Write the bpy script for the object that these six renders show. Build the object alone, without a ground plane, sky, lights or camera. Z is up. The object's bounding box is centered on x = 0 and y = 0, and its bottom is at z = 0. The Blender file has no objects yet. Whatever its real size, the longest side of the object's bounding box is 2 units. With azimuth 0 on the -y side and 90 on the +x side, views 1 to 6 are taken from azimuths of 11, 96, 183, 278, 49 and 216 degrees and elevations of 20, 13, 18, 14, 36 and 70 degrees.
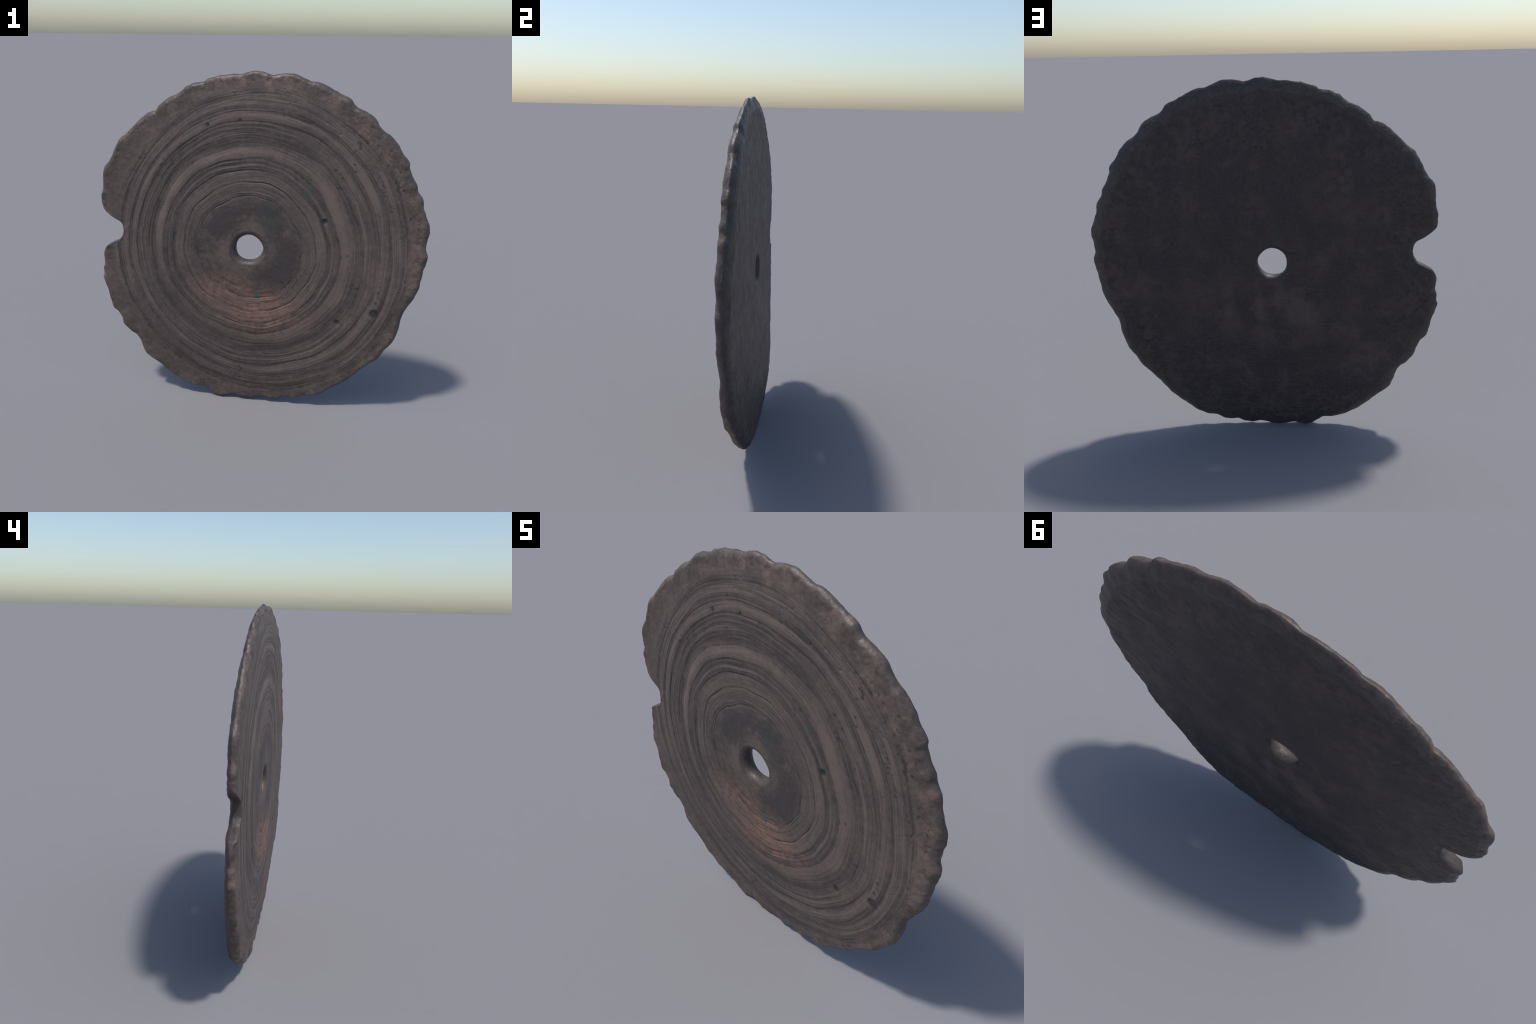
"""An ancient cast-metal disc standing on its rim: turned rings on the front,
a rough plain back, a hammered scalloped rim with one notch, and a central hole."""
import bpy
import numpy as np
from math import radians

TAU = 2 * np.pi
DISC = np.array([-0.018, 1.000])      # centre of the rim (x, z)
HOLE = np.array([-0.0445, 1.018])     # centre of the hole (x, z)
N_AROUND = 1500

# --------------------------------------------------------------------------
# noise in numpy (seeded gradient noise on a lattice)
# --------------------------------------------------------------------------
_rng = np.random.default_rng(41)
_perm = np.tile(_rng.permutation(256), 3)
_ang = _rng.uniform(0, TAU, 256)
_gx, _gy = np.cos(_ang), np.sin(_ang)


def noise2(x, y, wrap_y=None):
    xi, yi = np.floor(x).astype(int), np.floor(y).astype(int)
    xf, yf = x - xi, y - yi
    u = xf * xf * xf * (xf * (xf * 6 - 15) + 10)
    v = yf * yf * yf * (yf * (yf * 6 - 15) + 10)

    def corner(a, b):
        j = yi + b
        if wrap_y:
            j = j % wrap_y
        h = _perm[_perm[(xi + a) & 255] + (j & 255)]
        return _gx[h] * (xf - a) + _gy[h] * (yf - b)

    n0 = corner(0, 0) * (1 - u) + corner(1, 0) * u
    n1 = corner(0, 1) * (1 - u) + corner(1, 1) * u
    return (n0 * (1 - v) + n1 * v) * 1.5


def fractal(x, y, octaves=4, gain=0.5):
    total, amp = 0.0, 1.0
    for k in range(octaves):
        total = total + amp * noise2(x * 2**k + 17.3 * k, y * 2**k - 9.1 * k)
        amp *= gain
    return total


def smooth(a, b, t):
    t = np.clip((t - a) / (b - a), 0, 1)
    return t * t * (3 - 2 * t)


# --------------------------------------------------------------------------
# the rim line: crests and dips left by the hammer, as (degrees, radius)
# --------------------------------------------------------------------------
RIM = [
    (0.3, .973), (2.2, .977), (4.6, .966), (7.1, .972), (10.4, .988), (12.3, .990), (17.8, .979), (21.0, .987),
    (24.2, .979), (26.3, .983), (29.1, .978), (31.8, .983), (33.4, .997), (37.0, .995), (39.5, .999), (43.6, .997),
    (45.4, .991), (47.6, .993), (50.6, 1.005), (54.6, .998), (57.0, .990), (60.2, 1.006), (63.0, 1.002), (69.8, 1.006),
    (73.3, .999), (77.5, 1.007), (80.3, 1.003), (84.5, .986), (88.3, .999), (90.2, 1.000), (92.9, .992), (94.3, .984),
    (98.0, .987), (102.2, .990), (105.3, .987), (106.6, .979), (109.9, .988), (112.2, .989), (115.2, .975), (119.6, .974), (123.1, .974), (126.0, .960),
    (126.9, .969), (132.0, .979), (137.3, .981), (139.7, .985), (142.2, .996), (145.7, .989), (149.9, .984), (153.4, .994),
    (155.6, .990), (159.0, .967), (160.8, .962), (163.0, .963), (165.1, .955), (188.7, .943), (190.5, .956), (192.4, .962),
    (194.5, .977), (198.5, .975), (203.0, .985), (205.7, .993), (208.2, .977), (210.8, .979), (213.2, .993), (216.6, .987),
    (219.2, .974), (221.4, .977), (224.0, .996), (227.5, 1.018), (231.4, 1.015), (233.5, 1.012), (237.5, 1.023), (243.0, 1.023),
    (249.1, 1.010), (252.0, .994), (254.3, 1.004), (257.5, 1.019), (260.4, .997), (262.5, .987), (266.1, .990), (269.1, .990),
    (271.5, .975), (273.9, .970), (276.9, .984), (278.7, .984), (281.2, .975), (286.4, .992), (288.9, .985), (292.9, .995),
    (295.6, .997), (299.3, .986), (305.2, .982), (309.8, .970), (314.8, .963), (321.7, .970), (325.2, .963), (328.6, .967),
    (331.7, .959), (335.1, .945), (338.8, .928), (341.4, .929), (346.8, .948), (349.7, .956), (352.1, .959), (355.9, .957),
]
# the notch: depth of the cut at its own control angles
NOTCH = [(165.1, 0), (166.6, .009), (167.6, .019), (168.8, .050), (169.9, .086), (170.9, .126), (172.0, .141), (173.1, .147),
         (174.8, .150), (176.2, .147), (177.4, .138), (179.0, .120), (180.8, .066), (182.3, .030), (184.0, .014), (186.5, .004), (188.7, 0)]


def cubic_loop(knots, values, t):
    """Periodic monotone-ish cubic (Catmull-Rom with clipped slopes) in degrees."""
    k = np.concatenate([knots[-2:] - 360, knots, knots[:3] + 360])
    v = np.concatenate([values[-2:], values, values[:3]])
    d = np.diff(v) / np.diff(k)
    m = np.zeros_like(v)
    m[1:-1] = np.where(d[:-1] * d[1:] > 0, 2 * d[:-1] * d[1:] / (d[:-1] + d[1:] + 1e-12), 0)
    i = np.clip(np.searchsorted(k, t, side="right") - 1, 0, len(k) - 2)
    h = k[i + 1] - k[i]
    s = (t - k[i]) / h
    return ((2 * s**3 - 3 * s**2 + 1) * v[i] + (s**3 - 2 * s**2 + s) * h * m[i]
            + (3 * s**2 - 2 * s**3) * v[i + 1] + (s**3 - s**2) * h * m[i + 1])


theta = np.arange(N_AROUND) / N_AROUND * TAU
deg = np.degrees(theta)
rim_k, rim_v = np.array(RIM).T
rim_r = cubic_loop(rim_k, rim_v, deg)
nk, nv = np.array(NOTCH).T
notch_depth = cubic_loop(nk, nv, deg) * ((deg > nk[0]) & (deg < nk[-1]))
in_notch = smooth(0.004, 0.04, notch_depth)
rim_r = rim_r - notch_depth - 0.003 * smooth(0.3, 0.9, -(np.sin(theta) + np.cos(theta)) * 0.7) * (1 - smooth(0.9, 1.0, -np.sin(theta)))
rim_r = rim_r + 0.0016 * noise2(np.full(N_AROUND, 3.3), deg / 360 * 140, 140) * (1 - in_notch)
rim_soft = cubic_loop(np.arange(0, 360, 20.0), np.array([np.mean(rim_v[np.abs((rim_k - a + 180) % 360 - 180) < 14]) for a in range(0, 360, 20)]), deg)

hole_r = 0.0785 + 0.002 * np.sin(2 * theta + 0.6) + 0.0018 * np.sin(3 * theta + 2.2) + 0.001 * np.sin(5 * theta + 1.0)


# --------------------------------------------------------------------------
# ring coordinate: turned rings are round the hole inside, round the rim outside
# (the same formula is rebuilt with nodes in the front material)
# --------------------------------------------------------------------------
WOBBLE = [(0.0035, 3, 0.5, 0), (0.0035, 5, 2.0, 7), (0.0025, 9, 0.3, -16), (0.0016, 17, 1.2, 30)]


def ring_coordinate(x, z):
    r = np.hypot(x + 0.041, z - 1.020)
    for _ in range(2):
        cx = -0.041 + 0.16 * np.maximum(r - 0.5, 0)
        cz = 1.020 - 0.04 * np.maximum(r - 0.3, 0)
        r = np.hypot(x - cx, z - cz)
    a = np.arctan2(z - cz, x - cx)
    rho = r * (1 + 0.055 * np.maximum(r - 0.3, 0) * np.cos(2 * a))
    for amp, n, phase, twist in WOBBLE:
        rho = rho + amp * np.sin(n * a + phase + twist * r)
    return rho, a


# rings cut by the lathe: (ring coordinate, half width, height)
RINGS = [
    (.306, .0040, -.0028), (.318, .003, -.0008), (.328, .003, .0007), (.371, .005, .0008), (.389, .0040, -.0028), (.398, .003, .0008),
    (.430, .010, .0006), (.458, .005, -.0026), (.471, .003, -.0016), (.484, .003, .0012), (.497, .003, -.0016), (.520, .006, -.0026),
    (.556, .020, .0016), (.588, .004, -.0007), (.625, .026, -.0030), (.663, .003, .0008), (.677, .003, -.0011), (.690, .004, .0006),
    (.703, .003, -.0008), (.719, .005, -.0024), (.748, .013, .0010), (.775, .003, -.0013), (.787, .004, -.0015), (.806, .006, .0006),
    (.832, .003, .0007), (.845, .003, -.0009), (.858, .003, -.0009), (.871, .003, -.0009),
]
PITS = [(.687, .681, .036, .005), (.481, .604, .024, .005), (.388, 1.210, .023, .006), (-.0925, 1.745, .014, .003), (-.274, 1.713, .017, .003)]


def front_relief(x, z):
    rho, a = ring_coordinate(x, z)
    h = np.zeros_like(x)
    wrap = 16
    t = (a / TAU + 0.5) * wrap
    for i, (c, w, d) in enumerate(RINGS):
        fade = np.clip(0.7 + 1.1 * noise2(np.full_like(x, i * 1.37), t, wrap), 0.0, 1.35)
        h += d * fade * np.exp(-((rho - c) / w) ** 2)
    # steps: a broad shallow trough runs round the middle, deepest at the lower left
    lower_left = 0.6 - 0.4 * np.cos(a - radians(35))
    h += -0.0095 * lower_left * smooth(.525, .60, rho) * (1 - smooth(.62, .76, rho))
    turned = smooth(.30, .33, rho) * (1 - smooth(.87, .885, rho))
    fine = noise2(rho * 62, t * 1.5, 24) + 0.7 * noise2(rho * 120 + 31, t * 2, wrap * 2)
    h += turned * 0.0006 * fine
    # cast rim and boss: soft lumps
    lumps = fractal(x * 16, z * 16, 4)
    h += (1 - turned) * 0.0014 * lumps + turned * 0.0006 * fractal(x * 9 + 5, z * 9, 3)
    for px, pz, r, d in PITS:
        h -= d * np.exp(-((((x - px) ** 2 + (z - pz) ** 2) / (r * 0.62) ** 2) ** 1.6))
    # casting pores on the rim, most of them upper right
    g = np.random.default_rng(7)
    for _ in range(130):
        ang = radians(g.normal(42, 26)) if g.random() < 0.75 else g.uniform(0, TAU)
        rr = g.uniform(0.80, 0.955)
        px, pz = DISC[0] + rr * np.cos(ang), DISC[1] + rr * np.sin(ang)
        r, d = g.uniform(.003, .0065), g.uniform(.001, .003)
        near = (np.abs(x - px) < 3 * r) & (np.abs(z - pz) < 3 * r)
        h[near] -= d * np.exp(-((x[near] - px) ** 2 + (z[near] - pz) ** 2) / r**2)
    return h, rho


def back_relief(x, z):
    h = 0.0016 * fractal(x * 5 + 3, z * 5, 4)
    edge = smooth(0.55, 0.95, np.hypot(x - DISC[0], z - DISC[1]))
    h += 0.0016 * edge * fractal(x * 28, z * 28, 3)
    dimple = np.clip(noise2(x * 24 + 2.5 * noise2(x * 7, z * 7), z * 24), -1, 0.1)
    patchy = np.clip(0.35 + 1.3 * noise2(x * 3.1 + 9, z * 3.1), 0, 1)
    h += 0.0032 * dimple * patchy * (0.35 + 0.65 * edge)
    h += 0.0008 * fractal(x * 22 + 3 * noise2(x * 4, z * 4), z * 60, 3)
    return h


def front_plane(x, z):
    """Depth (y) of the front face: nearly flat, drawn back towards the foot and the upper left."""
    d = np.hypot(x - DISC[0], z - DISC[1])
    upper_left = smooth(0.2, 0.9, ((z - 1) - x) * 0.7)
    return (-0.0525 - 0.004 * smooth(0.6, 0.1, np.hypot(x - .25, z - 1.15)) + 0.026 * smooth(0.42, 1.02, 1 - z)
            + 0.003 * smooth(0.75, 1.0, d) * smooth(-0.3, 0.6, x) + 0.009 * smooth(.80, 1.0, z - 1)
            + 0.010 * upper_left * smooth(.70, 1.0, d))


# gentle swells and hollows of the back: (x, z, size, height)
BACK_WARP = [(.82, 1.45, .36, .009), (-.42, .62, .30, .007), (.72, .32, .32, -.017), (-.05, .06, .25, -.005), (.62, 1.70, .16, .003), (-.70, .85, .25, .004), (.02, .80, .24, .005)]


def back_plane(x, z):
    """Depth (y) of the back face: slightly domed, fuller at the foot and on the +x side."""
    d2 = (x - DISC[0]) ** 2 + (z - DISC[1]) ** 2
    full_side = smooth(-0.5, 0.6, (x - (z - 1)) * 0.7)
    warp = 0.003 * smooth(0.1, 0.6, x)
    for cx, cz, size, height in BACK_WARP:
        warp = warp + height * np.exp(-((x - cx) ** 2 + (z - cz) ** 2) / size**2)
    return 0.0155 - (0.013 - 0.012 * full_side) * d2 + 0.043 * smooth(0.18, 0.98, 1 - z) + warp


# --------------------------------------------------------------------------
# one closed skin, as a loft of rings: hole wall, front, rim, back
# --------------------------------------------------------------------------
unit = np.stack([np.cos(theta), np.sin(theta)], 1)
outer = DISC + rim_r[:, None] * unit
scallop = (rim_soft - rim_r) * (1 - in_notch)




rings_xz, rings_y, region = [], [], []
up, side = np.sin(theta), np.cos(theta)
foot = smooth(0.2, 0.95, -up)
thin = np.maximum(foot, smooth(0.0, 0.8, (up + side) * 0.7))            # where the back is bevelled away most
rim_front = 0.023 + 0.012 * smooth(0.1, 0.9, side) + 0.007 * noise2(np.full(N_AROUND, 8.1), deg / 360 * 30, 30) - 0.008 * in_notch
rim_back = 0.036 + 0.020 * thin + 0.022 * foot * (1 - 0.8 * np.exp(-((deg - 303) / 20) ** 2)) + 0.010 * noise2(np.full(N_AROUND, 5.7), deg / 360 * 30, 30) - 0.010 * in_notch
apex = 0.52 - 0.05 * foot + 0.10 * noise2(np.full(N_AROUND, 2.7), deg / 360 * 24, 24) + 0.12 * in_notch      # where the rim's crest lies between front and back
lip_front = 0.034 + 0.003 * np.sin(theta * 2 + 1)
lip_back = 0.024 + 0.002 * np.sin(theta * 3)

inner = HOLE + hole_r[:, None] * unit
span_vec = outer - inner
span = np.hypot(span_vec[:, 0], span_vec[:, 1])
span_unit = span_vec / span[:, None]


def face_point(d):
    """Point at distance d from the hole wall (array over the angle)."""
    return inner + span_unit * d[:, None]


P, P_BACK = 2.0, 1.7
back_pull = np.clip(rim_r - (rim_soft - 0.010), 0, 0.03) * (0.5 - 0.5 * np.exp(-((deg - 303) / 20) ** 2) + 0.4 * np.exp(-((deg - 250) / 18) ** 2)) * (1 - in_notch)   # the back edge is evener than the front
ROUND_STEPS, FRONT_STEPS, BACK_STEPS = 14, 400, 230


def profile():
    """Yields (distance from hole wall, side, bulge 0..1, region)."""
    for i in range(ROUND_STEPS):                                   # hole wall, front half
        q = (i / ROUND_STEPS) * np.pi / 2
        yield lip_front * (1 - np.cos(q) ** (2 / P)), -1, np.sin(q) ** (2 / P), "hole"
    a, b = lip_front, span - rim_front
    for i in range(FRONT_STEPS + 1):                               # front face
        yield a + (b - a) * i / FRONT_STEPS, -1, 1.0, "front"
    for i in range(1, ROUND_STEPS):                                # rim, front half
        q = (1 - i / ROUND_STEPS) * np.pi / 2
        yield span - rim_front * (1 - np.cos(q) ** (2 / P)), -1, np.sin(q) ** (2 / P), "rim"
    for i in range(ROUND_STEPS):                                   # rim, back half
        q = (i / ROUND_STEPS) * np.pi / 2
        pull = np.sin(q) * back_pull
        yield span - pull - rim_back * (1 - np.cos(q) ** (2 / P_BACK)), 1, np.sin(q) ** (2 / P_BACK), "rim"
    a, b = span - rim_back - back_pull, lip_back
    for i in range(BACK_STEPS + 1):                                # back face
        yield a + (b - a) * i / BACK_STEPS, 1, 1.0, "back"
    for i in range(1, ROUND_STEPS):                                # hole wall, back half
        q = (1 - i / ROUND_STEPS) * np.pi / 2
        yield lip_back * (1 - np.cos(q) ** (2 / P)), 1, np.sin(q) ** (2 / P), "hole"


D, SIDE, BULGE, REGION = [], [], [], []
for d, side, bulge, reg in profile():
    D.append(d), SIDE.append(side), BULGE.append(bulge), REGION.append(reg)
n_prof = len(D)
D, SIDE, BULGE = np.array(D), np.array(SIDE)[:, None], np.array(BULGE)[:, None]
X = inner[None, :, 0] + span_unit[None, :, 0] * D
Z = inner[None, :, 1] + span_unit[None, :, 1] * D
to_edge = span[None, :] - D

yf = front_plane(X, Z)
yb = back_plane(X, Z)
is_front = np.broadcast_to(SIDE < 0, X.shape)
relief = np.zeros_like(X)
relief[is_front] = -front_relief(X[is_front], Z[is_front])[0]
relief[~is_front] = back_relief(X[~is_front], Z[~is_front])
# hammer dents run a little way in from the rim's dips
near_rim = np.exp(-(np.maximum(to_edge, 0) / 0.045) ** 1.5)
dent = near_rim * (0.25 * np.clip(scallop, -0.012, 0.02)[None, :] + 0.0036 * fractal(X * 20 + 40, Z * 20, 3))
relief = relief + np.where(is_front, dent, -0.8 * dent)
near_hole = 0.5 + 0.5 * smooth(0, 0.06, D)
mid_t = np.where(D > span[None, :] * 0.5, apex[None, :], 0.5)
mid = yf + (yb - yf) * mid_t
face = np.where(is_front, yf, yb)
Y = mid + (face - mid) * BULGE + relief * BULGE * near_hole
# rough rim wall
wall = (1 - BULGE) * (D > span[None, :] * 0.5)
bump = 0.0035 * fractal(theta[None, :] * 16 + 0 * X, Y * 30, 3) * wall
X = X + bump * unit[None, :, 0]
Z = Z + bump * unit[None, :, 1]
Z = Z - Z.min()
Z = Z * (2.0 / Z.max())

verts = np.stack([X, Y, Z], -1).reshape(-1, 3)
ip = np.arange(n_prof)
ia = np.arange(N_AROUND)
ip1, ia1 = (ip + 1) % n_prof, (ia + 1) % N_AROUND
quads = np.stack(np.broadcast_arrays(
    ip[:, None] * N_AROUND + ia[None, :], ip1[:, None] * N_AROUND + ia[None, :],
    ip1[:, None] * N_AROUND + ia1[None, :], ip[:, None] * N_AROUND + ia1[None, :]), -1)
# face ring i joins profile i and i+1; it belongs to the face where both are of that face
ring_region = [REGION[i] if REGION[i] == REGION[(i + 1) % n_prof] else (REGION[i] if REGION[i] in ("rim", "hole") else REGION[(i + 1) % n_prof]) for i in range(n_prof)]

# normals of the whole skin
p = verts.reshape(n_prof, N_AROUND, 3)
du = np.roll(p, -1, 0) - np.roll(p, 1, 0)
dv = np.roll(p, -1, 1) - np.roll(p, 1, 1)
normals = np.cross(du, dv)
normals /= np.linalg.norm(normals, axis=-1, keepdims=True) + 1e-12
if normals[n_prof // 3, 0, 1] > 0:      # the front looks towards -y
    normals = -normals
    quads = quads[..., ::-1]
normals = normals.reshape(-1, 3)


# --------------------------------------------------------------------------
# node helpers
# --------------------------------------------------------------------------
class Nodes:
    def __init__(self, name):
        self.mat = bpy.data.materials.new(name)
        self.mat.use_nodes = True
        self.t = self.mat.node_tree
        self.bsdf = self.t.nodes["Principled BSDF"]
        self.coord = self.t.nodes.new("ShaderNodeTexCoord").outputs["Object"]

    def put(self, socket, value):
        if isinstance(value, bpy.types.NodeSocket):
            self.t.links.new(value, socket)
        else:
            socket.default_value = value

    def m(self, op, a, b=0.0, c=0.0, clamp=False):
        n = self.t.nodes.new("ShaderNodeMath")
        n.operation, n.use_clamp = op, clamp
        for s, v in zip(n.inputs, (a, b, c)):
            self.put(s, v)
        return n.outputs[0]

    def add(self, a, b): return self.m("ADD", a, b)
    def sub(self, a, b): return self.m("SUBTRACT", a, b)
    def mul(self, a, b): return self.m("MULTIPLY", a, b)

    def step(self, v, lo, hi, out_lo=0.0, out_hi=1.0):
        n = self.t.nodes.new("ShaderNodeMapRange")
        n.interpolation_type = "SMOOTHSTEP"
        for s, x in zip(n.inputs, (v, lo, hi, out_lo, out_hi)):
            self.put(s, x)
        return n.outputs[0]

    def xyz(self, v):
        n = self.t.nodes.new("ShaderNodeSeparateXYZ")
        self.put(n.inputs[0], v)
        return n.outputs

    def vec(self, x, y, z):
        n = self.t.nodes.new("ShaderNodeCombineXYZ")
        for s, v in zip(n.inputs, (x, y, z)):
            self.put(s, v)
        return n.outputs[0]

    def scaled(self, scale, offset=(0, 0, 0)):
        n = self.t.nodes.new("ShaderNodeMapping")
        self.put(n.inputs["Vector"], self.coord)
        n.inputs["Scale"].default_value = scale
        n.inputs["Location"].default_value = offset
        return n.outputs[0]

    def noise(self, vector=None, scale=5.0, detail=4.0, rough=0.55, warp=0.0):
        n = self.t.nodes.new("ShaderNodeTexNoise")
        self.put(n.inputs["Vector"], vector or self.coord)
        n.inputs["Scale"].default_value = scale
        n.inputs["Detail"].default_value = detail
        n.inputs["Roughness"].default_value = rough
        n.inputs["Distortion"].default_value = warp
        return n.outputs[0]

    def voronoi(self, vector=None, scale=5.0):
        n = self.t.nodes.new("ShaderNodeTexVoronoi")
        self.put(n.inputs["Vector"], vector or self.coord)
        n.inputs["Scale"].default_value = scale
        return n.outputs["Distance"]

    def pores(self, scale, lo, hi):
        """Ragged small pits of uneven size."""
        n = self.t.nodes.new("ShaderNodeTexNoise")
        self.put(n.inputs["Vector"], self.coord)
        n.inputs["Scale"].default_value = scale * 1.6
        n.inputs["Detail"].default_value = 3
        w = self.t.nodes.new("ShaderNodeVectorMath")
        w.operation = "MULTIPLY_ADD"
        self.put(w.inputs[0], n.outputs["Color"])
        w.inputs[1].default_value = (0.9 / scale, 0, 0.9 / scale)
        self.put(w.inputs[2], self.scaled((1, .3, 1)))
        d = self.voronoi(w.outputs[0], scale)
        size = self.noise(scale=scale * .45, detail=1)
        return self.step(self.sub(d, self.mul(self.sub(size, .5), .8)), lo, hi, 1.0, 0.0)

    def ramp(self, fac, stops, linear=True):
        n = self.t.nodes.new("ShaderNodeValToRGB")
        self.put(n.inputs[0], fac)
        n.color_ramp.interpolation = "LINEAR" if linear else "EASE"
        e = n.color_ramp.elements
        e[0].position, e[1].position = stops[0][0], stops[-1][0]
        for el, (pos, val) in [(e[0], stops[0]), (e[1], stops[-1])]:
            el.color = (val, val, val, 1)
        for pos, val in stops[1:-1]:
            e.new(pos).color = (val, val, val, 1)
        return n.outputs[0]

    def mix(self, fac, a, b, mode="MIX"):
        n = self.t.nodes.new("ShaderNodeMix")
        n.data_type, n.blend_type = "RGBA", mode
        self.put(n.inputs["Factor"], fac)
        for s, v in ((n.inputs[6], a), (n.inputs[7], b)):
            self.put(s, v if isinstance(v, bpy.types.NodeSocket) else (*v, 1))
        return n.outputs[2]

    def grey(self, v):
        return self.vec(v, v, v)

    def bump(self, height, strength, distance, normal=None):
        n = self.t.nodes.new("ShaderNodeBump")
        n.inputs["Strength"].default_value = strength
        n.inputs["Distance"].default_value = distance
        self.put(n.inputs["Height"], height)
        if normal:
            self.put(n.inputs["Normal"], normal)
        return n.outputs[0]

    def spot(self, x, z, r_in, r_out, sx=1.0, sz=1.0, ragged=None, amount=0.0):
        """1 inside a (ragged) ellipse round (x, z), 0 outside."""
        o = self.xyz(self.coord)
        dx, dz = self.mul(self.sub(o[0], x), 1 / sx), self.mul(self.sub(o[2], z), 1 / sz)
        d = self.m("SQRT", self.add(self.mul(dx, dx), self.mul(dz, dz)))
        if ragged is not None:
            d = self.add(d, self.mul(self.sub(ragged, 0.5), amount))
        return self.step(d, r_in, r_out, 1.0, 0.0)

    def finish(self, colour, rough, normal):
        self.put(self.bsdf.inputs["Base Color"], colour)
        self.put(self.bsdf.inputs["Roughness"], rough)
        self.bsdf.inputs["Specular IOR Level"].default_value = 0.4
        self.put(self.bsdf.inputs["Normal"], normal)
        return self.mat

    def ring(self):
        """Node version of ring_coordinate: returns rho, angle."""
        o = self.xyz(self.coord)
        x, z = o[0], o[2]

        def length(cx, cz):
            dx, dz = self.sub(x, cx), self.sub(z, cz)
            return self.m("SQRT", self.add(self.mul(dx, dx), self.mul(dz, dz))), dx, dz

        r, dx, dz = length(-0.041, 1.020)
        for _ in range(2):
            cx = self.m("MULTIPLY_ADD", self.m("MAXIMUM", self.sub(r, 0.5), 0.0), 0.16, -0.041)
            cz = self.m("MULTIPLY_ADD", self.m("MAXIMUM", self.sub(r, 0.3), 0.0), -0.04, 1.020)
            r, dx, dz = length(cx, cz)
        a = self.m("ARCTAN2", dz, dx)
        k = self.mul(self.m("MAXIMUM", self.sub(r, 0.3), 0.0), 0.055)
        rho = self.mul(r, self.add(1.0, self.mul(k, self.m("COSINE", self.mul(a, 2.0)))))
        for amp, n, phase, twist in WOBBLE:
            rho = self.add(rho, self.mul(amp, self.m("SINE", self.m("MULTIPLY_ADD", r, twist, self.m("MULTIPLY_ADD", a, n, phase)))))
        return rho, a


GREY_DARK = (0.039, 0.031, 0.030)
GREY_LIGHT = (0.126, 0.093, 0.082)
BROWN = (0.132, 0.093, 0.078)
BROWN_DARK = (0.056, 0.042, 0.037)
COPPER = (0.195, 0.106, 0.078)
GREEN = (0.020, 0.075, 0.062)
GREEN_DULL = (0.036, 0.042, 0.037)
PIT_DARK = (0.020, 0.018, 0.017)
BACK_RIM = (0.066, 0.049, 0.042)
BACK_RIM_DARK = (0.040, 0.032, 0.030)

# light and dark of the turned rings along the ring coordinate
BANDS_INNER = [(.30, .25), (.306, .0), (.314, .35), (.36, .42), (.382, .6), (.389, .0), (.397, .6), (.440, .7), (.452, .15), (.464, .0), (.474, .25),
               (.484, .75), (.492, .3), (.505, .15), (.524, .05), (.532, .75), (.560, 1.0), (.578, .85), (.590, .4), (.600, .45), (.612, .12), (.645, .15)]
BANDS_OUTER = [(.645, .15), (.662, .7), (.672, .1), (.688, .65), (.700, .2), (.708, .4), (.716, .0), (.728, .05), (.734, .85), (.765, .8), (.772, .05),
               (.780, .3), (.790, .0), (.798, .6), (.824, .5), (.832, .75), (.840, .1), (.848, .35), (.858, .05), (.866, .3), (.876, .1), (.888, .7)]


def rim_colours(k):
    mott = k.noise(scale=13, detail=5, rough=0.6)
    col = k.mix(k.step(mott, .40, .60), BROWN_DARK, BROWN)
    col = k.mix(k.step(k.noise(scale=36, detail=5, rough=.65), .44, .62, .55, 0), col, BROWN_DARK)
    fine = k.noise(scale=60, detail=4, rough=0.65)
    col = k.mix(k.step(fine, .35, .7, 0.0, 0.45), col, GREY_LIGHT)
    return col


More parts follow.
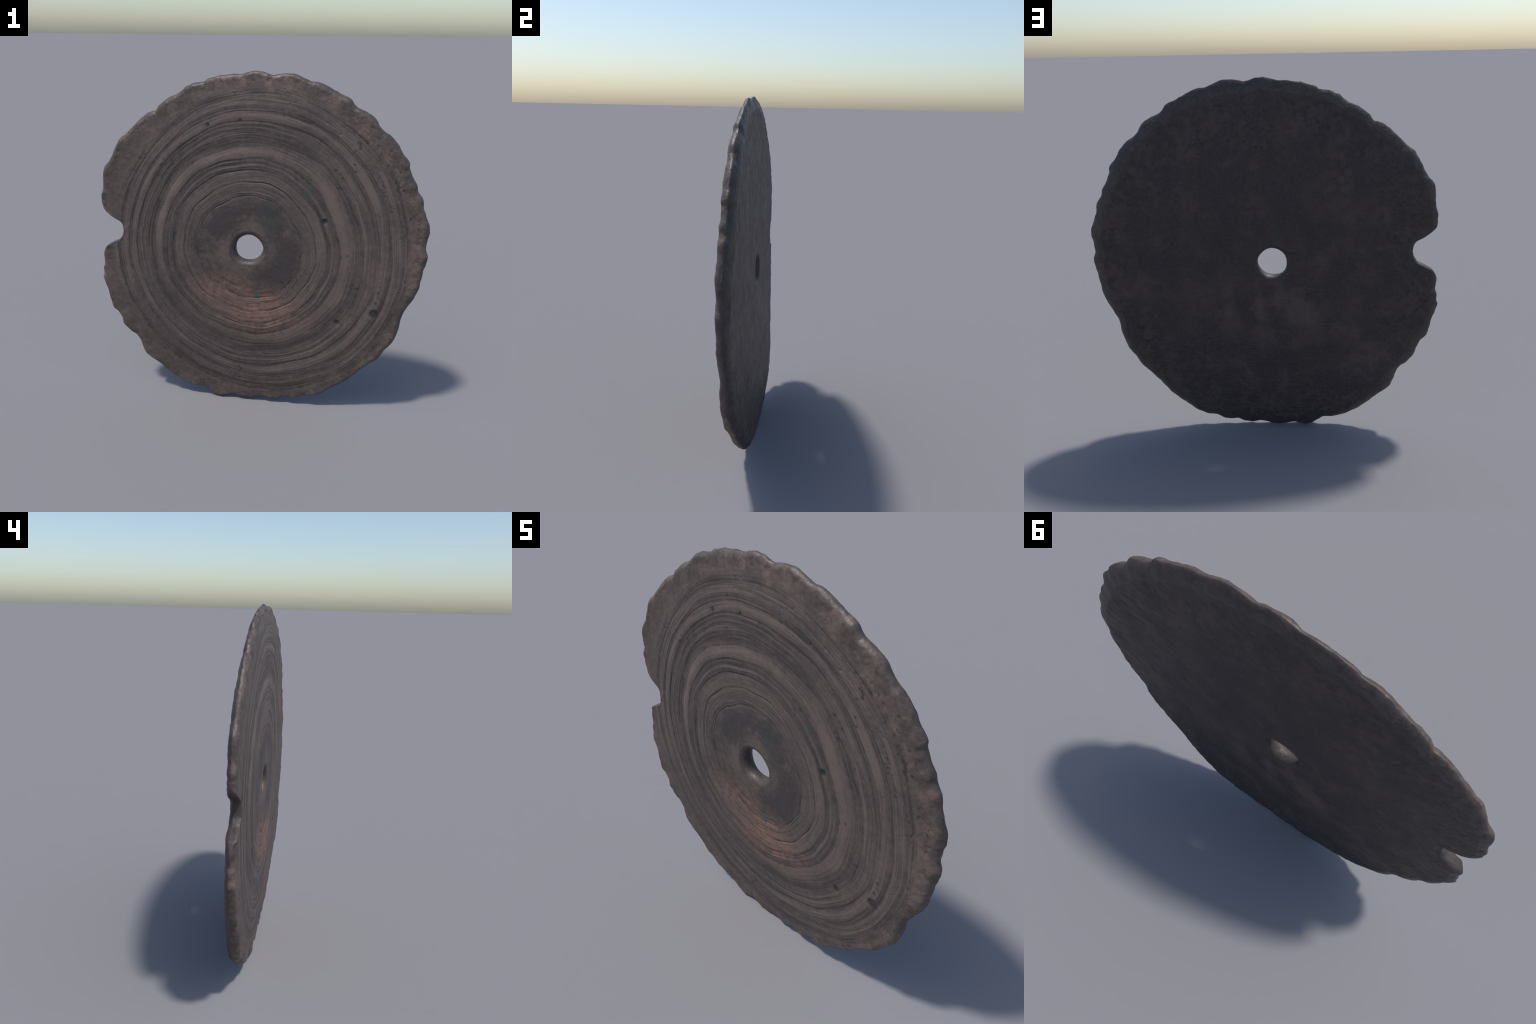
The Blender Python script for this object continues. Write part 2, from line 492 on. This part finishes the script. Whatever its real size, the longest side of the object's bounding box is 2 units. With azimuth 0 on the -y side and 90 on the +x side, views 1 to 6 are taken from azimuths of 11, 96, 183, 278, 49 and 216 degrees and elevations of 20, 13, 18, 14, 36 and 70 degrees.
def front_material():
    k = Nodes("turned_metal")
    rho, a = k.ring()
    o = k.xyz(k.coord)
    rubbed = k.step(k.m("MULTIPLY_ADD", k.sub(o[2], 1.0), .35, o[0]), -.75, .65, .36, .51)   # paler towards the right
    big = k.noise(scale=2.6, detail=4)
    wispy = k.noise(scale=9, detail=5, rough=0.6)
    grain = k.noise(scale=110, detail=4, rough=0.65)
    ca, sa = k.m("COSINE", a), k.m("SINE", a)
    jitter = k.mul(k.sub(wispy, 0.5), 0.012)
    blotch = k.noise(scale=34, detail=5, rough=.65)
    rj = k.add(rho, jitter)
    low, high = k.ramp(rj, BANDS_INNER), k.ramp(rj, BANDS_OUTER)
    bands = k.mix(k.m("GREATER_THAN", rj, 0.645), low, high)
    lines = k.noise(k.vec(k.mul(ca, 1.3), k.mul(sa, 1.3), k.mul(rho, 85)), scale=1.0, detail=3, rough=0.65)
    hair = k.noise(k.vec(k.mul(ca, 2.6), k.mul(sa, 2.6), k.mul(rho, 210)), scale=1.0, detail=2, rough=0.65)
    worn = k.spot(-.45, .52, .25, 1.0, .62, .50, wispy, .5)          # lower left: darker, the rings are faint there
    strength = k.m("MULTIPLY_ADD", worn, -.55, 1.0)
    lined = k.add(k.step(rho, .50, .68, .38, 1.0), k.mul(k.sub(big, .5), .8))   # fine lines crowd towards the rim
    light = k.mul(k.sub(k.xyz(bands)[0], .42), .9)
    light = k.mul(light, k.step(k.noise(scale=5, detail=4), .36, .62, .42, 1.15))
    light = k.add(light, k.mul(k.mul(k.sub(k.step(lines, .36, .64), .5), lined), .42))
    light = k.add(light, k.mul(k.mul(k.sub(k.step(hair, .35, .65), .5), lined), .32))
    light = k.add(k.mul(light, strength), k.mul(worn, -.05))
    light = k.add(k.add(light, rubbed), k.mul(k.sub(big, 0.5), 0.75))
    light = k.add(light, k.mul(k.sub(wispy, 0.5), 0.5))
    light = k.add(light, k.mul(k.sub(blotch, 0.5), 1.0))
    light = k.add(light, k.mul(k.sub(grain, 0.5), 0.75))
    col = k.mix(k.m("ADD", light, 0.0, clamp=True), GREY_DARK, GREY_LIGHT)
    # boss round the hole: smooth, mottled
    lip = k.spot(-.041, 1.02, .09, .24, 1, 1, wispy, .22)
    tone = k.add(k.add(k.mul(wispy, .7), k.mul(blotch, .45)), k.add(k.mul(lip, .13), k.mul(k.sub(lines, .5), .22)))
    for x, z, w, h, amount in ((-.24, 1.17, .16, .13, -.14), (.13, .88, .17, .11, -.13), (.18, 1.05, .12, .12, -.05), (-.19, .97, .10, .10, .09), (-.02, 1.13, .09, .05, .10)):
        tone = k.add(tone, k.mul(k.spot(x, z, .2, 1.2, w, h, wispy, 1.4), amount))
    boss = k.mix(k.step(tone, .48, .80), (0.041, 0.033, 0.032), (0.108, 0.079, 0.067))
    boss = k.mix(k.step(grain, .35, .7, 0, .45), boss, (0.062, 0.050, 0.047))
    col = k.mix(k.step(k.add(rho, k.mul(k.sub(wispy, .5), .10)), .255, .330), boss, col)
    # rim
    col = k.mix(k.step(k.add(k.add(rho, k.mul(k.step(ca, -.2, -.9), -.035)), k.mul(k.sub(k.add(k.mul(wispy, .6), k.mul(blotch, .4)), .5), .20)), .845, .915), col, k.mix(k.step(rubbed, .36, .50, .40, 0), rim_colours(k), BROWN_DARK))
    # worn copper below the hole
    ragged = k.add(k.mul(wispy, .5), k.mul(lines, .5))
    copper = k.m("MAXIMUM", k.spot(0.03, .630, .2, 1.25, .30, .17, ragged, 2.0), k.mul(k.spot(-.19, .755, .2, 1.25, .24, .12, ragged, 1.8), 0.75))
    gaps = k.step(k.add(k.mul(lines, .5), k.add(k.mul(blotch, .35), k.mul(grain, .15))), .42, .58, .10, 1.0)
    copper = k.mul(copper, gaps)
    col = k.mix(copper, col, COPPER)
    # dull green film above right of the hole
    film = k.spot(.07, 1.24, .2, 1.0, .10, .17, wispy, 1.6)
    col = k.mix(k.mul(film, .5), col, GREEN_DULL)
    # verdigris specks
    for x, z, w, h, f in ((.012, .740, .019, .034, .8), (.090, .285, .013, .010, .6), (.040, .272, .012, .009, .5), (.285, 1.372, .03, .03, .35)):
        col = k.mix(k.mul(k.spot(x, z, .5, 1.05, w, h, k.noise(scale=32, detail=4), 2.4), f), col, GREEN)
    # pits
    for x, z, r, d in PITS:
        col = k.mix(k.mul(k.spot(x, z, .45, .95, r, r, wispy, .8), .85), col, PIT_DARK)
    col = k.mix(k.mul(k.spot(.687, .681, .1, .45, .028, .028), .6), col, (0.085, 0.045, 0.040))
    # pores
    pore = k.mul(k.pores(36, .10, .26), k.step(k.add(k.noise(scale=7, detail=3), k.add(k.mul(k.spot(.66, 1.56, .3, 1.0, .42, .5), .12), k.mul(k.step(rho, .8, .88), .04))), .54, .64))
    col = k.mix(k.mul(pore, .7), col, PIT_DARK)
    turned = k.mul(k.step(rho, .3, .33), k.step(rho, .865, .885, 1, 0))
    height = k.add(k.mul(turned, k.add(k.mul(lines, 1.0), k.mul(hair, .6))), k.add(k.mul(grain, .35), k.mul(k.noise(scale=38, detail=4), .5)))
    return k.finish(col, k.step(wispy, .3, .7, .48, .62), k.bump(height, .30, .005))


def back_colours(k, big, mid, grain):
    blotch = k.noise(scale=24, detail=5, rough=.62)
    soft = k.noise(scale=6.5, detail=4, rough=.55, warp=.5)
    col = k.mix(k.step(big, .40, .62), (0.042, 0.031, 0.030), (0.066, 0.046, 0.039))
    col = k.mix(k.step(soft, .40, .60), k.mix(.5, col, (0.030, 0.023, 0.023)), col)
    col = k.mix(k.step(mid, .42, .60, 0, .5), col, (0.036, 0.028, 0.027))
    rough_zone = k.step(k.add(k.mul(soft, .6), k.mul(k.spot(DISC[0], DISC[1], .5, .95), -.12)), .16, .30)
    col = k.mix(k.mul(rough_zone, k.step(blotch, .44, .62, 0, .6)), col, (0.080, 0.059, 0.052))
    col = k.mix(k.mul(rough_zone, k.step(blotch, .36, .48, .6, 0)), col, (0.030, 0.023, 0.022))
    col = k.mix(k.step(grain, .47, .66, 0, .45), col, (0.086, 0.064, 0.058))
    flecks = k.noise(k.scaled((70, 8, 38), (3, 1, 2)), scale=1.0, detail=4, rough=.7, warp=2.0)
    col = k.mix(k.step(flecks, .56, .70, 0, .6), col, (0.100, 0.082, 0.076))
    outward = k.spot(DISC[0], DISC[1], .45, .95)
    pores = k.mul(k.pores(34, .14, .34), k.step(k.sub(k.noise(scale=5, detail=3), k.mul(outward, .14)), .36, .52))
    return k.mix(k.mul(pores, .75), col, (0.024, 0.020, 0.020))


def back_material():
    k = Nodes("rough_back_metal")
    big = k.noise(scale=3.2, detail=5, rough=0.6)
    mid = k.noise(scale=14, detail=5, rough=0.62)
    grain = k.noise(scale=85, detail=5, rough=0.68, warp=.6)
    streak = k.noise(k.scaled((22, 4, 95)), scale=1.0, detail=4, rough=.6, warp=1.2)
    col = back_colours(k, big, mid, grain)
    edge = k.spot(DISC[0], DISC[1], .90, .965, 1, 1, mid, .16)
    col = k.mix(edge, k.mix(k.step(mid, .38, .64), BACK_RIM_DARK, BACK_RIM), col)
    cloud = k.add(k.mul(k.noise(scale=6, detail=5, rough=.62), .6), k.mul(mid, .4))
    warm = k.mul(k.spot(.0, .74, .15, 1.2, .60, .26, mid, .8), k.step(cloud, .43, .57))
    col = k.mix(k.mul(warm, .85), col, (0.108, 0.077, 0.065))
    rub = k.mul(k.spot(-.55, .42, .1, 1.2, .35, .30, mid, .8), k.step(cloud, .47, .60))
    col = k.mix(k.mul(rub, .65), col, (0.092, 0.066, 0.056))
    col = k.mix(k.mul(k.spot(-.064, 1.183, .2, 1.0, .035, .03, mid, 1.4), .5), col, (0.036, 0.052, 0.044))
    height = k.add(k.mul(grain, .8), k.add(k.mul(streak, .6), k.mul(mid, .6)))
    col = k.mix(1.0, col, (1.0, .93, .95), "MULTIPLY")
    return k.finish(col, k.step(mid, .3, .7, .48, .6), k.bump(height, .5, .007))


def rim_material(name, dark_amount=0.0):
    """Lighter brown on the front half of the edge, darker like the back on the other."""
    k = Nodes(name)
    grain = k.noise(scale=70, detail=5, rough=.6)
    mid = k.noise(scale=14, detail=5, rough=0.62)
    o = k.xyz(k.coord)
    back_y = k.step(k.sub(1.0, o[2]), .18, .98, .006, .046)
    turn = k.step(k.add(k.sub(o[1], back_y), k.mul(k.sub(mid, .5), .02)), -.042, -.010)
    dull = k.mix(k.step(mid, .38, .64), BACK_RIM_DARK, BACK_RIM)
    col = k.mix(turn, rim_colours(k), k.mix(k.step(grain, .42, .7, 0, .4), dull, GREY_LIGHT))
    col = k.mix(dark_amount, col, BACK_RIM_DARK)
    col = k.mix(k.mul(k.spot(-.90, 1.035, .08, .16, 1, 1, mid, .06), .8), col, BACK_RIM_DARK)  # notch walls tinted dark: shadow inside the cut baked into the colour
    return k.finish(col, k.step(grain, .3, .7, .42, .56), k.bump(k.add(grain, k.noise(scale=22, detail=3)), .3, .005))


# --------------------------------------------------------------------------
# objects
# --------------------------------------------------------------------------
root = bpy.data.objects.new("metal_disc", None)
bpy.context.scene.collection.objects.link(root)
root["label"] = "ancient dark bronze disc with turned rings, central hole and notched scalloped rim"
root["category"] = "metal disc"

MATERIALS = {"front": front_material(), "back": back_material(), "rim": rim_material("hammered_rim_metal"), "hole": rim_material("dark_hole_metal", 0.45)}
NAMES = {"front": "front_face", "back": "back_face", "rim": "scalloped_rim", "hole": "hole_wall"}

for reg, name in NAMES.items():
    rows = [i for i in range(n_prof) if ring_region[i] == reg]
    q = quads[rows].reshape(-1, 4)
    used, index = np.unique(q, return_inverse=True)
    index = index.reshape(-1)
    mesh = bpy.data.meshes.new(name)
    mesh.vertices.add(len(used))
    mesh.vertices.foreach_set("co", verts[used].astype(np.float32).ravel())
    mesh.loops.add(len(index))
    mesh.loops.foreach_set("vertex_index", index.astype(np.int32))
    mesh.polygons.add(len(q))
    mesh.polygons.foreach_set("loop_start", np.arange(0, len(index), 4, dtype=np.int32))
    mesh.update(calc_edges=True)
    mesh.validate()
    mesh.shade_smooth()
    mesh.normals_split_custom_set_from_vertices(normals[used].astype(np.float32).tolist())
    mesh.materials.append(MATERIALS[reg])
    ob = bpy.data.objects.new(name, mesh)
    ob.parent = root
    bpy.context.scene.collection.objects.link(ob)
